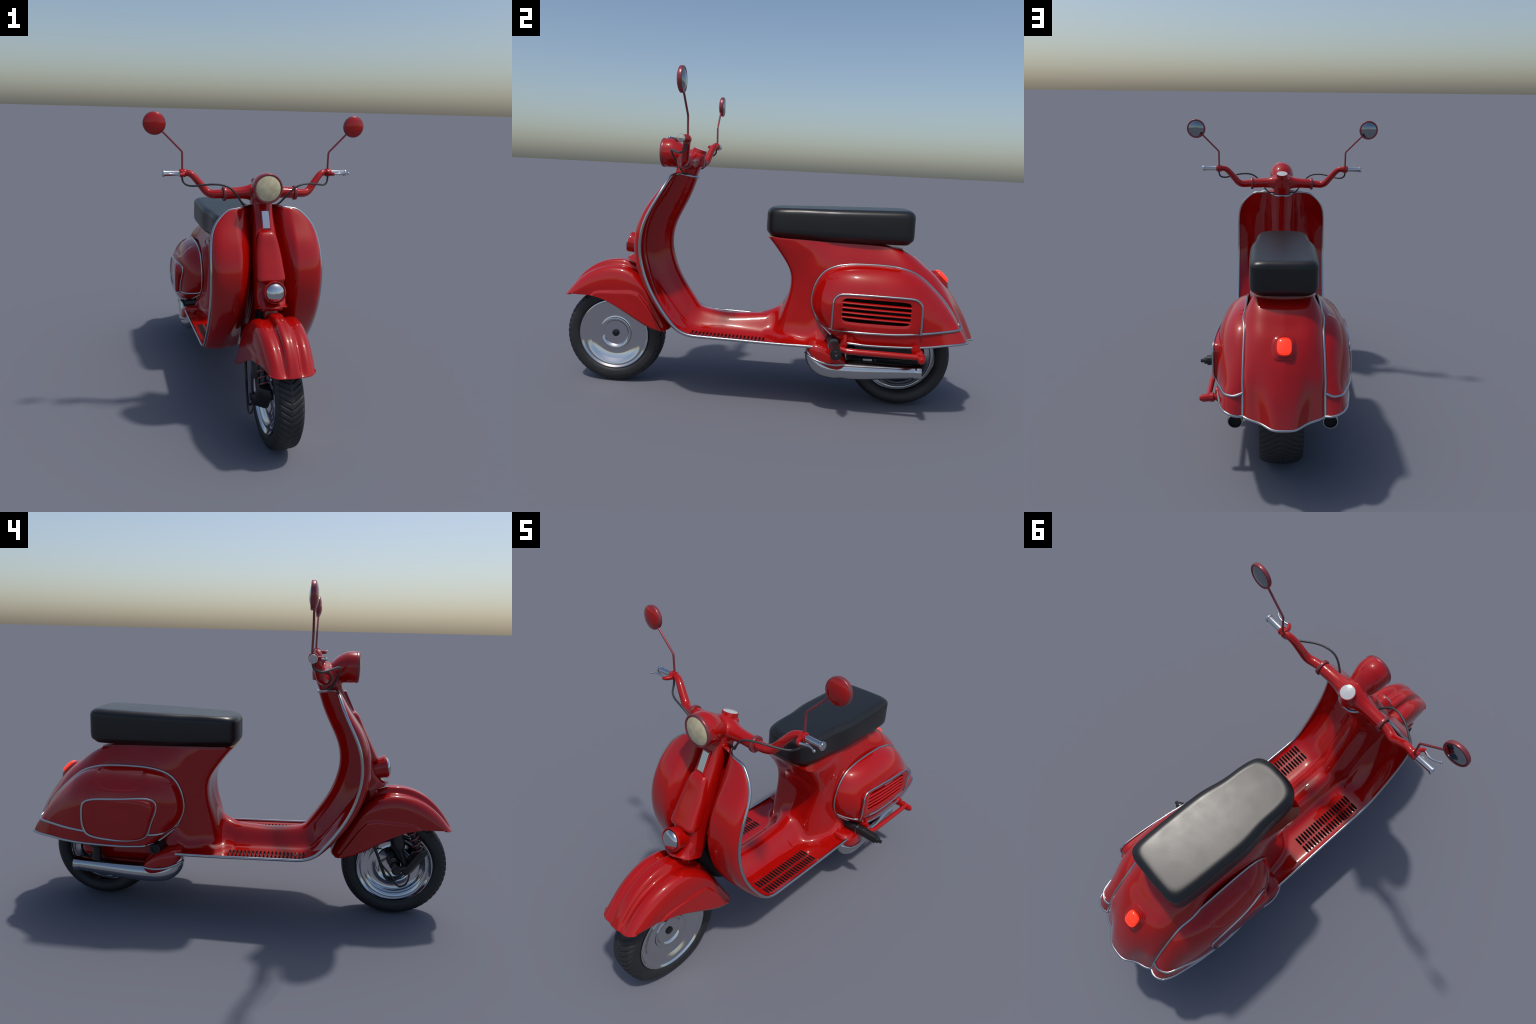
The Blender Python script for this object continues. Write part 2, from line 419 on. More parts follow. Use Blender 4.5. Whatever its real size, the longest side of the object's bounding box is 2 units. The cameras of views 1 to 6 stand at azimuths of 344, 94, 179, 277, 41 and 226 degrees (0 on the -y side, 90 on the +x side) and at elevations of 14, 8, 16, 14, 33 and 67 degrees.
# deck under the seat
loop = np.concatenate([S[:, 0], mirrored(S[::-1, 0])[1:-1]])
ringsD = [loop, loop * [.9, .95, 1] + [0, .018, -.006], loop * [.6, .7, 1] + [0, .10, -.008]]
loft_rings("seat_deck", ringsD, RED, BODY, caps=True)
TRIM_ROW = S[int(round(nu * .75))]

# ------------------------------------------------------------------ side cowls
COWL = [
 [(.160,.253,.417),(.172,.270,.400),(.187,.290,.383),(.203,.312,.366),(.217,.335,.351),(.236,.352,.348),(.258,.372,.347)],
 [(.166,.228,.470),(.186,.236,.459),(.210,.254,.443),(.233,.279,.424),(.252,.304,.404),(.265,.343,.375),(.273,.385,.348)],
 [(.166,.220,.520),(.191,.227,.509),(.220,.247,.492),(.248,.280,.468),(.268,.320,.437),(.278,.369,.404),(.281,.420,.348)],
 [(.167,.262,.635),(.197,.273,.624),(.230,.293,.603),(.260,.322,.569),(.282,.363,.510),(.290,.410,.405),(.286,.455,.347)],
 [(.168,.350,.680),(.204,.356,.670),(.240,.370,.648),(.270,.390,.608),(.292,.420,.537),(.296,.455,.405),(.288,.500,.347)],
 [(.169,.484,.690),(.213,.486,.681),(.250,.490,.655),(.278,.500,.614),(.297,.520,.540),(.300,.545,.406),(.290,.580,.349)],
 [(.169,.600,.685),(.213,.602,.675),(.249,.605,.648),(.277,.612,.604),(.297,.630,.530),(.299,.650,.411),(.290,.670,.353)],
 [(.168,.690,.657),(.205,.694,.645),(.238,.699,.615),(.264,.707,.570),(.282,.720,.502),(.286,.738,.420),(.283,.750,.359)],
 [(.168,.765,.598),(.197,.770,.586),(.223,.775,.558),(.243,.782,.522),(.258,.790,.477),(.265,.800,.425),(.272,.815,.367)],
 [(.168,.835,.523),(.188,.838,.514),(.208,.842,.498),(.225,.846,.477),(.239,.850,.452),(.249,.855,.427),(.261,.868,.372)],
 [(.167,.882,.447),(.185,.887,.443),(.200,.889,.438),(.214,.889,.433),(.227,.886,.429),(.237,.890,.415),(.246,.902,.375)],
 [(.167,.921,.362),(.180,.926,.364),(.193,.929,.366),(.206,.928,.368),(.217,.925,.370),(.228,.919,.372),(.238,.912,.374)],
]
C = surf(COWL, 120, 72)
cnu, cnv = C.shape[:2]
GR_Y, GR_Z = (.357, .652), (.448, .554)          # louvre opening on the left cowl
def cowl(name, sgn, opening=False, pocket=False):
    G = C.copy()
    gu = np.gradient(G, axis=0); gv = np.gradient(G, axis=1)
    N = np.cross(gu, gv); N /= np.linalg.norm(N, axis=2)[:, :, None] + 1e-9
    if N[60, 40, 0] < 0: N = -N
    if pocket:      # shallow pressed pocket under the top edge
        y, z = G[:, :, 1], G[:, :, 2]
        zb = .600 + .035 * (np.abs((y - .487) / .108) ** 5)
        w = sstep(.381, .389, y) * (1 - sstep(.594, .602, y)) * sstep(0, .010, z - zb)
        fade = sstep(.0, .045, G[:, :, 0] - .180)
        G = G - N * (w * fade * .0065)[:, :, None]
    if opening:     # the left shell is a little fuller ahead of the louvres
        G[:, :, 0] += .011 * np.exp(-((G[:, :, 1] - .285) / .045) ** 2 - ((G[:, :, 2] - .505) / .075) ** 2) * sstep(.0, .03, G[:, :, 0] - .168)
    V = G.reshape(-1, 3); F = grid_faces(cnu, cnv)
    if opening:
        ctr = np.array([V[list(f)].mean(0) for f in F])
        inside = (ctr[:, 1] > GR_Y[0] - .006) & (ctr[:, 1] < GR_Y[1] + .006) & (ctr[:, 2] > GR_Z[0] - .006) & (ctr[:, 2] < GR_Z[1] + .006)
        F = [f for f, b in zip(F, inside) if not b]
    if sgn < 0: V = mirrored(V)
    ob = recalc(make(name, V, F, RED, sharp=50))
    n0 = ob.data.polygons[len(ob.data.polygons) // 2].normal
    if n0.x * sgn < 0: ob.data.flip_normals()
    ob.modifiers.new("sheet_thickness", "SOLIDIFY").thickness = .003
    return ob
COWL_L = cowl("side_cowl", 1, opening=True)
COWL_R = cowl("side_cowl", -1, pocket=True)

from mathutils.bvhtree import BVHTree
def tree(*grids):
    V, F = [], []
    for G in grids:
        o = len(V); V += [tuple(p) for p in G.reshape(-1, 3)]; F += grid_faces(G.shape[0], G.shape[1], o)
    return BVHTree.FromPolygons(V, F)
T_COWL, T_BODY = tree(C), tree(S)
def side_x(y, z, t=None, default=.17):
    """outermost surface of the left side at (y, z)."""
    h = (t or T_COWL).ray_cast(Vector((1, y, z)), Vector((-1, 0, 0)))
    return h[0].x if h[0] is not None else default
# cowl edging: outline at the body, lower waist line, bottom rim
outline = np.array([(max(p[0], min(side_x(p[1], p[2], T_BODY), p[0] + .008)) + .0015, p[1], p[2]) for p in C[:, 0]])
outline[1:-1] = .5 * outline[1:-1] + .25 * (outline[:-2] + outline[2:])
rim_side = C[:, -1]
rim_front = C[0, :]
rim_back = C[-1, ::-1]
tail_rim = S[int(nu * 0.70):, -1]
def low_trim():
    pts = [(.166,.250,.423),(.200,.268,.411),(.240,.300,.404),(.279,.345,.4035),(.294,.41,.404),(.300,.5,.406),(.303,.60,.409),(.296,.69,.417),(.268,.79,.425),(.252,.845,.430),(.236,.872,.433),(.205,.892,.437),(.168,.886,.447)]
    P = spline(pts, 90)
    x = np.array([side_x(p[1], p[2], T_COWL, p[0]) + .0015 for p in P])
    bad = np.abs(x - P[:, 0]) > .03; x[bad] = P[bad, 0]
    for _ in range(4): x[1:-1] = .5 * x[1:-1] + .25 * (x[:-2] + x[2:])
    P[:, 0] = x; return P
LOW = low_trim()
idx = np.argmax(np.array([n[8][1] for n in NET]) == .92)
tr_u = np.array([S[i, -1] for i in range(nu)])
start = int(np.argmin(np.linalg.norm(tr_u - [.167, .92, .362], axis=1)))
tail = tr_u[start:]
for sgn in (1, -1):
    m = np.array([sgn, 1, 1])
    host = COWL_L if sgn > 0 else COWL_R
    tube("cowl_trim", np.concatenate([outline, [C[-1, 0] + [.001, 0, 0]]]) * m if False else outline * m, .0056, TRIM, host, n=10)
    runs = [LOW] if sgn > 0 else [LOW[LOW[:, 1] < .366], LOW[LOW[:, 1] > .634]]      # the lid interrupts the right one
    for run in runs: tube("waist_trim", run * m, .0056, TRIM, host, n=10)
    rim = np.concatenate([rim_front, rim_side[1:], rim_back[1:]])
    tube("rim_trim", rim * m, .0056, TRIM, host, n=10)
tail_path = np.concatenate([tail, mirrored(tail[::-1])[1:]])
tube("tail_rim_trim", tail_path, .0055, TRIM, BODY, n=10)

# louvred grille panel on the left cowl
def gp_out(n=96):
    pts = [(.314,.410),(.315,.485),(.318,.520),(.337,.553),(.376,.567),(.514,.572),(.640,.572),(.680,.556),(.695,.519),(.700,.420)]
    return pts
def grille_panel():
    P = gp_out(); Pc = []
    pts = [(.314,.408),(.315,.470),(.317,.515)]
    # rounded corner helper
    def arc(c, r, a0, a1, k=8): return [(c[0] + r * math.cos(t), c[1] + r * math.sin(t)) for t in np.linspace(math.radians(a0), math.radians(a1), k)]
    top = [(.314,.408)] + arc((.359,.526), .043, 180, 95) + arc((.655,.529), .043, 85, 5) + [(.700,.416)]
    xo = lin([.30, .33, .376, .5, .644, .70], [.279, .286, .291, .300, .304, .306])
    def X(y, z): return max(xo(y) - .010 * sstep(.52, .58, z) * (1 - sstep(.36, .62, y)) - .004*(1-sstep(.40,.45,z)), side_x(y, z, T_COWL, 0) + .001)
    outer = spline(top, 60)
    bottom = [(y, np.interp(y, LOW[:, 1], LOW[:, 2]) + .001) for y in np.linspace(.700, .314, 24)[1:-1]]
    loop = np.concatenate([outer, bottom]); n = len(loop)
    cy, cz = .505, .50
    # hole loop matching angles
    hy0, hy1 = GR_Y; hz0, hz1 = GR_Z
    hole = []
    for (y, z) in loop:
        a = math.atan2((z - cz) / .056, (y - cy) / .15); c, s = math.cos(a), math.sin(a)
        p = 9.0
        r = (abs(c) ** p + abs(s) ** p) ** (-1 / p)
        hole.append((.5 * (hy0 + hy1) + r * c * .5 * (hy1 - hy0), .5 * (hz0 + hz1) + r * s * .5 * (hz1 - hz0)))
    hole = np.array(hole)
    rings = []
    for s, dx in ((0, -.03), (0, -.002), (.06, .0010), (.5, .0015), (.9, .0010), (1.0, -.002), (1.0, -.020)):
        q = loop * (1 - s) + hole * s
        rings.append(np.stack([np.array([X(y, z) for y, z in q]) + dx, q[:, 0], q[:, 1]], 1))
    g = loft_rings("grille_panel", rings, RED, COWL_L, caps=False, sharp=45)
    tr = np.stack([np.array([X(y, z) for y, z in outer]) + .001, outer[:, 0], outer[:, 1]], 1)
    tube("grille_trim", tr, .0052, TRIM, COWL_L, n=10)
    # slats
    for k in range(4):
        z = GR_Z[0] + (k + 1) * (GR_Z[1] - GR_Z[0]) / 5
        ys = np.linspace(GR_Y[0] - .004, GR_Y[1] + .004, 14)
        rings = []
        for y in ys:
            r = super_ring(.007, .0036, 2.5, 12)
            zz = z - (y - .5) * .012
            rings.append(np.stack([X(y, zz) - .006 + r[:, 0], np.full(12, y), zz + r[:, 1] - r[:, 0] * .35], 1))
        loft_rings("grille_slat", rings, RED, COWL_L)
    # black box added behind the slats to make the openings dark
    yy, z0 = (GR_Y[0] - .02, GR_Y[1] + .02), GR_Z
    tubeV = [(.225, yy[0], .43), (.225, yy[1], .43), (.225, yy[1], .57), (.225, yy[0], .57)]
    make("louvre_dark_backing", [(.05 if i > 3 else .09, v[1], v[2]) for i, v in enumerate(tubeV + tubeV)],
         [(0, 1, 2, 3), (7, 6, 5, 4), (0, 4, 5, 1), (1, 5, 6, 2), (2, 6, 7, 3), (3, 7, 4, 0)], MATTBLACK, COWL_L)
grille_panel()

# raised tool-box lid on the right cowl
def side_lid():
    pts = [(.367,.399),(.345,.455),(.324,.520),(.329,.552),(.361,.568),(.480,.566),(.609,.557),(.642,.540),(.650,.503),(.636,.410),(.601,.390),(.523,.379),(.417,.381)]
    loop = spline(pts, 96, closed=True); c = loop.mean(0)
    def base(y, z): return side_x(y, z, T_COWL, .285)
    rings = []
    for s, f, dx in ((0, 0, -.02), (0, 0, .003), (.010, .45, .002), (.03, .75, .001), (.07, .92, 0), (.16, 1, 0), (.45, 1, .001), (.95, 1, .002)):
        q = loop + (c - loop) * s
        bx = np.array([base(y, z) for y, z in q]); plane = .3135 - .055 * (q[:, 0] - .35) - .03 * np.abs(q[:, 1] - .48) 
        rings.append(np.stack([-(bx * (1 - f) + plane * f + dx), q[:, 0], q[:, 1]], 1))
    loft_rings("side_lid", rings, RED, COWL_R, sharp=50)
    lo = c + (loop - c) * 1.012
    tube("lid_trim", np.stack([-(np.array([base(y, z) for y, z in lo]) + .0025), lo[:, 0], lo[:, 1]], 1), .0052, TRIM, COWL_R, n=10, closed=True)
side_lid()

# ------------------------------------------------------------------ seat
def seat():
    half = [(0,-.014),(.045,-.013),(.085,-.003),(.115,.018),(.130,.06),(.1355,.11),(.1370,.165),(.1435,.225),(.1535,.285),(.1570,.36),(.1565,.44),(.1545,.54),(.151,.61),(.140,.652),(.112,.669),(.06,.673),(0,.674)]
    pts = half + [(-x, y) for x, y in half[1:-1][::-1]]
    o = spline(pts, 160, closed=True)
    t = np.roll(o, -1, 0) - np.roll(o, 1, 0); t /= np.linalg.norm(t, axis=1)[:, None]
    nrm = np.stack([t[:, 1], -t[:, 0]], 1)
    if (nrm * (o - o.mean(0))).sum() < 0: nrm = -nrm
    y = o[:, 1]
    ztop = .921 + .027 * y; zbot = .783 - .002 * y
    rings = []
    def ring(ins, zt, dz, sc=1.0):
        q = np.column_stack([o[:, 0] * (1 - ins / .150), .33 + (o[:, 1] - .33) * (1 - ins / .344)]) if ins > .006 else o - nrm * ins
        if sc != 1: q = np.column_stack([q[:, 0] * sc, q[:, 1] * sc + np.clip(q[:, 1], .09, .58) * (1 - sc)])
        base = ztop if zt else zbot
        crown = 0
        rings.append(np.column_stack([q, base + dz]))
    ring(.03, 0, 0, .5); ring(.022, 0, 0); ring(.019, 0, .002); ring(.004, 0, .019); ring(.0005, 0, .026); ring(-.001, 0, .045)
    r = .032
    ring(0, 1, -.06)
    ring(0, 1, -r)
    for a in np.linspace(12, 90, 8):
        a = math.radians(a); ring(r * (1 - math.cos(a)), 1, -r * (1 - math.sin(a)))
    ring(.040, 1, 0); ring(.046, 1, 0)
    R = np.array(rings)
    # front of the cushion drops slightly
    loft_rings("seat", R, VINYL, sharp=0)
seat()

# ------------------------------------------------------------------ front fender
FEN = [
 # centre ridge, ridge side, valley, lobe top, shoulder, side, crease, lower edge
 [(0,-.999,.436),(.022,-.998,.436),(.034,-.995,.437),(.055,-.995,.437),(.078,-.990,.439),(.092,-.979,.442),(.097,-.971,.444),(.099,-.962,.4455)],
 [(0,-.986,.458),(.022,-.984,.457),(.034,-.978,.453),(.056,-.980,.456),(.085,-.972,.456),(.101,-.952,.452),(.1045,-.940,.448),(.1055,-.928,.446)],
 [(0,-.950,.509),(.023,-.947,.507),(.035,-.940,.500),(.060,-.942,.505),(.092,-.928,.500),(.110,-.903,.480),(.112,-.889,.462),(.112,-.876,.447)],
 [(0,-.890,.567),(.024,-.887,.564),(.036,-.880,.555),(.062,-.880,.559),(.097,-.866,.549),(.115,-.850,.508),(.117,-.839,.472),(.118,-.832,.445)],
 [(0,-.815,.605),(.025,-.813,.602),(.037,-.808,.592),(.064,-.806,.595),(.101,-.797,.580),(.118,-.786,.528),(.120,-.779,.480),(.122,-.770,.428)],
 [(0,-.740,.617),(.025,-.739,.614),(.038,-.737,.604),(.065,-.735,.606),(.104,-.731,.589),(.120,-.715,.531),(.122,-.702,.483),(.125,-.690,.388)],
 [(0,-.675,.605),(.025,-.676,.602),(.038,-.678,.591),(.066,-.675,.594),(.105,-.668,.577),(.121,-.648,.523),(.123,-.635,.480),(.127,-.620,.347)],
 [(0,-.605,.562),(.025,-.606,.559),(.039,-.612,.549),(.066,-.608,.551),(.105,-.606,.538),(.121,-.594,.499),(.123,-.587,.455),(.128,-.560,.315)],
 [(0,-.540,.482),(.025,-.542,.480),(.040,-.549,.473),(.066,-.547,.474),(.104,-.549,.464),(.121,-.550,.433),(.123,-.547,.395),(.128,-.512,.300)],
 [(0,-.485,.391),(.025,-.487,.390),(.040,-.494,.386),(.066,-.495,.386),(.103,-.501,.379),(.120,-.509,.358),(.123,-.511,.338),(.128,-.487,.296)],
 [(0,-.447,.312),(.025,-.449,.311),(.040,-.454,.309),(.066,-.455,.308),(.098,-.459,.305),(.115,-.468,.302),(.121,-.473,.300),(.125,-.473,.2965)],
]
def fender():
    net = np.array(FEN)                       # the side lobes lie lower than the centre ridge
    drop = np.array([0, .002, .006, .008, .0105, .0115, .010, .008, .005, .002, 0])
    for rail, f in ((1, .0), (2, 1.0), (3, 1.0), (4, .55), (5, .15)): net[:, rail, 2] -= drop * f
    G = surf(net, 120, 64)
    gu = np.gradient(G, axis=0); gv = np.gradient(G, axis=1)
    N = np.cross(gu, gv); N /= np.linalg.norm(N, axis=2)[:, :, None] + 1e-9
    if N[60, 50, 0] < 0: N = -N
    V1 = G.reshape(-1, 3); nu, nv = G.shape[:2]
    # raised lower flank below the crease line (y, z)
    y, z, x = V1[:, 1], V1[:, 2], V1[:, 0]
    crease = np.interp(y, [-.86, -.83, -.80, -.65, -.61, -.57, -.50, -.47], [.44, .468, .474, .484, .474, .425, .318, .28])
    w = sstep(-.002, .010, crease - z) * sstep(.09, .10, x)
    V1 = V1 + N.reshape(-1, 3) * (w * .0065)[:, None]
    V2 = mirrored(V1); n = nu * nv
    F = grid_faces(nu, nv); F2 = [tuple(reversed([i + n for i in f])) for f in F]
    ob = recalc(make("front_fender", np.concatenate([V1, V2]), F + F2, RED, sharp=60))
    c = ob.data.polygons[0]
    top = max(ob.data.polygons, key=lambda p: p.center.z)
    if top.normal.z < 0: ob.data.flip_normals()
    ob.modifiers.new("sheet_thickness", "SOLIDIFY").thickness = .004
    G2 = V1.reshape(nu, nv, 3)
    lo = np.concatenate([G2[:, -1]])
    return ob
FENDER = fender()

# ------------------------------------------------------------------ wheels
def tyre_mesh(half, off, ribs, rad):
    k = half / .088
    prof = [(.056,.1685),(.070,.172),(.082,.184),(.088,.202),(.0865,.217),(.078,.2285),(.060,.2375),(.033,.2432),(0,.245)]
    prof = [(max(x * k, .050 if x > .05 else 0), .1685 + (r - .1685) * (rad - .1685) / .0765) for x, r in prof]
    prof = spline(prof + [(-x, r) for x, r in prof[:-1][::-1]], 90)
    nth = 720; th = np.linspace(0, 2 * math.pi, nth, endpoint=False)
    s = np.concatenate([[0], np.cumsum(np.linalg.norm(np.diff(prof, axis=0), axis=1))]); s = np.abs(s - s[-1] / 2)
    V = np.zeros((nth, len(prof), 3))
    for i, t in enumerate(th):
        ph = (t / (2 * math.pi) * ribs - s / .042) % 1.0
        d = np.minimum(ph, 1 - ph)
        g = (1 - sstep(.08, .16, d)) * (1 - sstep(.95 * half, 1.12 * half, s)) * sstep(.002, .008, s)
        r = prof[:, 1] - .0042 * g
        V[i] = np.stack([prof[:, 0] + off, r * math.sin(t), r * math.cos(t)], 1)
    F = grid_faces(nth, len(prof), 0, True, False)
    me = bpy.data.meshes.new("tyre"); me.from_pydata(V.reshape(-1, 3).tolist(), [], F); me.validate()
    bm = bmesh.new(); bm.from_mesh(me); bmesh.ops.recalc_face_normals(bm, faces=bm.faces); bm.to_mesh(me); bm.free()
    me.shade_smooth(); me.materials.append(RUBBER); return me
FW, RW = (0, -.752, .2425), (0, .648, .2455)
WH = {}
for nm, c, half, off in (("front", FW, .063, 0), ("rear", RW, .097, .008)):
    w = empty("wheel", c); WH[nm] = w
    t = bpy.data.objects.new("tyre", tyre_mesh(half, off, 54, c[2])); bpy.context.scene.collection.objects.link(t); t.parent = w
def part_of(ob, w):      # keep world placement under a moved parent
    ob.parent = w; ob.matrix_parent_inverse = Matrix.Translation(-Vector(w.location)); return ob
# front: full chrome disc
front_prof_out = [(0,.026),(.019,.026),(.0195,.026),(.060,.0262),(.064,.030),(.070,.0352),(.076,.0368),(.079,.0355),(.081,.030),(.087,.0272),(.11,.030),(.13,.037),(.131,.0375),(.145,.047),(.156,.052),(.162,.0515),(.166,.055),(.1705,.0585),(.174,.0575),(.173,.05)]
part_of(lathe("wheel_disc", front_prof_out, FW, (1, 0, 0), CHROME, n=96, sharp=40), WH["front"])
part_of(lathe("axle_cap", [(.0,.034),(.012,.034),(.0175,.031),(.0185,.026),(.0185,.02)], FW, (1, 0, 0), BLACK, n=32), WH["front"])
back_prof = [(0,-.02),(.06,-.02),(.075,-.03),(.085,-.034),(.092,-.028),(.115,-.026),(.128,-.034),(.14,-.046),(.152,-.050),(.158,-.046),(.166,-.052),(.171,-.0585),(.1745,-.0575),(.173,-.05)]
part_of(lathe("wheel_rim", back_prof, FW, (1, 0, 0), CHROME, n=96, sharp=40), WH["front"])
# rear: chrome rims with dark drum
for s in (1, -1):
    c = (.008, RW[1], RW[2])
    pr = [(.092, s*.030),(.112, s*.038),(.125, s*.062),(.147, s*.074),(.152, s*.071),(.155, s*.046),(.165, s*.046),(.167, s*.068),(.171, s*.0725),(.1745, s*.0715),(.173, s*.05)]
    part_of(lathe("wheel_rim", pr, c, (1, 0, 0), CHROME, n=96, sharp=30), WH["rear"])
    part_of(lathe("wheel_hub", [(0, s*.06),(.05, s*.062),(.09, s*.05),(.112, s*.036),(.156, s*.034),(.166, s*.036)], c, (1, 0, 0), MATTBLACK, n=64), WH["rear"])

# ------------------------------------------------------------------ front suspension (right side of the wheel)
SUS = empty("front_suspension")
X = -.088
def link():
    a, b = np.array([-.806, .233]), np.array([-.872, .334]); d = (b - a) / np.linalg.norm(b - a); n = np.array([-d[1], d[0]])
    rings = []
    for x, s in ((-.118, .86), (-.115, 1.0), (-.07, 1.0), (-.062, .9)):
        wdt = np.interp(x, [-.12, -.06], [.013, .035])
        ang = np.linspace(0, 2 * math.pi, 36, endpoint=False); L = np.linalg.norm(b - a) / 2
        q = super_ring(L + .012, 1, 5, 36)
        pts = (a + b) / 2 + q[:, :1] * s * d + q[:, 1:] * wdt * s * n + n * (-.0 + (.035 - wdt) * -.6)
        rings.append(np.column_stack([np.full(36, x), pts]))
    loft_rings("suspension_link", rings, BLACK, SUS, sharp=45)
link()
lathe("axle", [(0,0),(.017,0),(.0175,.004),(.022,.006),(.022,.02),(.016,.022),(.016,.075),(.026,.078),(.026,.10),(0,.10)], (-.122, -.757, .246), (1, 0, 0), BLACK, SUS, n=32)
tube("axle_arm", [(-.106,-.757,.246),(-.106,-.800,.262)], .014, BLACK, SUS)
tube("fork_leg", [(X,-.728,.470),(X,-.742,.425),(X,-.757,.368),(X,-.760,.360),(X,-.764,.345),(X,-.768,.335),(X,-.805,.250)], [.032,.032,.032,.032,.026,.018,.016], BLACK, SUS, n=24)
tube("shock_absorber", [(X,-.800,.465),(X,-.853,.335)], .014, BLACK, SUS, n=20)
hel = []
a0, a1 = np.array([-.797, .472]), np.array([-.852, .342]); dd = (a1 - a0); ln = np.linalg.norm(dd); dd /= ln; nn = np.array([-dd[1], dd[0]])
for k in range(160):
    t = k / 159; an = t * 5.0 * 2 * math.pi
    p = a0 + dd * ln * t + nn * .0215 * math.cos(an)
    hel.append((X + .0215 * math.sin(an), p[0], p[1]))
tube("coil_spring", hel, .0034, COIL, SUS, n=8)
tube("brake_hose", [(-.112,-.630,.42),(-.118,-.642,.377),(-.12,-.667,.317),(-.122,-.695,.245),(-.122,-.724,.202),(-.12,-.757,.208),(-.115,-.790,.240)], .0065, BLACK, SUS, smooth_n=50)
tube("brake_hose", [(-.112,-.640,.40),(-.122,-.668,.31),(-.126,-.700,.262),(-.13,-.736,.221),(-.132,-.768,.180),(-.128,-.800,.190),(-.120,-.814,.236)], .0042, BLACK, SUS, smooth_n=50)

# ------------------------------------------------------------------ steering column, cover, horn
def ysec(z, yf, yb, w, p=2.6, tilt=0.0, n=44):
    r = super_ring(w, (yb - yf) / 2, p, n); yc = (yf + yb) / 2
    return np.column_stack([r[:, 0], yc + r[:, 1], z + tilt * r[:, 1]])
COLUMN = loft_rings("steering_column", spline([ysec(1.085,-.462,-.372,.050).ravel(), ysec(1.03,-.486,-.395,.049).ravel(), ysec(.95,-.530,-.43,.054).ravel(),
    ysec(.85,-.584,-.475,.062,3.4).ravel(), ysec(.76,-.624,-.515,.068,3.8).ravel(), ysec(.70,-.634,-.535,.069,4).ravel(), ysec(.655,-.652,-.548,.071,4,-.25).ravel(),
    ysec(.628,-.672,-.556,.071,3.2,-.36).ravel(), ysec(.612,-.698,-.560,.075,2.6,-.38).ravel()], 60).reshape(60, 44, 3), RED, sharp=60)
def cover():
    # bulged cover on the front of the column: (z, front y, half width)
    st = [(.958,-.526,.018),(.953,-.537,.030),(.942,-.549,.0395),(.90,-.571,.0505),(.85,-.596,.059),(.80,-.622,.063),(.765,-.640,.0655),(.748,-.646,.065),(.738,-.640,.061),(.733,-.628,.055)]
    rings = []
    for z, yf, w in st:
        yb = yf + np.interp(z, [.73, .80, .94, .96], [.045, .05, .045, .03])
        r = super_ring(w + .003, (yb - yf), 4.0, 40)
        r[:, 1] = np.where(r[:, 1] > 0, r[:, 1] * .2, r[:, 1])
        rings.append(np.column_stack([r[:, 0], yb + r[:, 1], np.full(40, z) + .35 * r[:, 1] * 0]))
    R = np.array(rings); R = spline(R.reshape(len(st), -1), 48).reshape(48, 40, 3)
    loft_rings("column_cover", R, RED, COLUMN, sharp=60)
cover()
def badge():
    a, b = np.array([-.4855, 1.040]), np.array([-.5215, .964]); d = (b - a); n = np.array([d[1], -d[0]]); n /= np.linalg.norm(n)
    if n[0] > 0: n = -n
    for nm, ext, wd, h0, h1, mat in (("badge_frame", .006, .022, -.01, .003, RED), ("badge", .0, .0165, -.004, .0055, CHROME)):
        dn = d / np.linalg.norm(d); rings = []
        for ins, h in ((0, h0), (0, h1 - .001), (.0012, h1)):
            q = []
            for sx, e in ((-1, 0), (1, 0), (1, 1), (-1, 1)):
                p = (a - dn * (ext - ins)) if e == 0 else (b + dn * (ext - ins))
                p = p + n * h; q.append((sx * (wd - ins), p[0], p[1]))
            rings.append(q)
        loft_rings(nm, rings, mat, COLUMN, sharp=20)
badge()
HN = np.array([0, -.975, .22]); HO = np.array([0, -.690, .707])
HORN = lathe("horn", [(.030,-.075),(.048,-.06),(.0485,-.02),(.0505,-.012),(.0515,-.002),(.0505,.003),(.047,.0035),(.043,-.002),(.0,-.002)], HO, HN, RED, n=56, sharp=40)
lathe("horn_dome", [(.043,-.002),(.041,.006),(.034,.0125),(.022,.0165),(.01,.0182),(.0005,.0186)], HO, HN, CHROME, HORN, n=56)
# prow below the horn
def prow():
    rings = []
    for z, yf, w, t in ((.662,-.655,.040,0), (.648,-.680,.045,-.1), (.640,-.700,.050,-.2), (.634,-.703,.051,-.25), (.622,-.688,.049,-.3)):
        r = super_ring(w, (-.58 - yf) / 2, 2.2, 36); rings.append(np.column_stack([r[:, 0], (yf - .58) / 2 + r[:, 1], z - t * 0 + r[:, 1] * -.35 - .35 * 0 - .02]))
    loft_rings("horn_skirt", np.array(rings), RED, COLUMN, sharp=50)
prow()
tube("fork_neck", [(0,-.606,.66),(0,-.625,.60),(0,-.660,.52)], .035, RED, COLUMN, n=28)

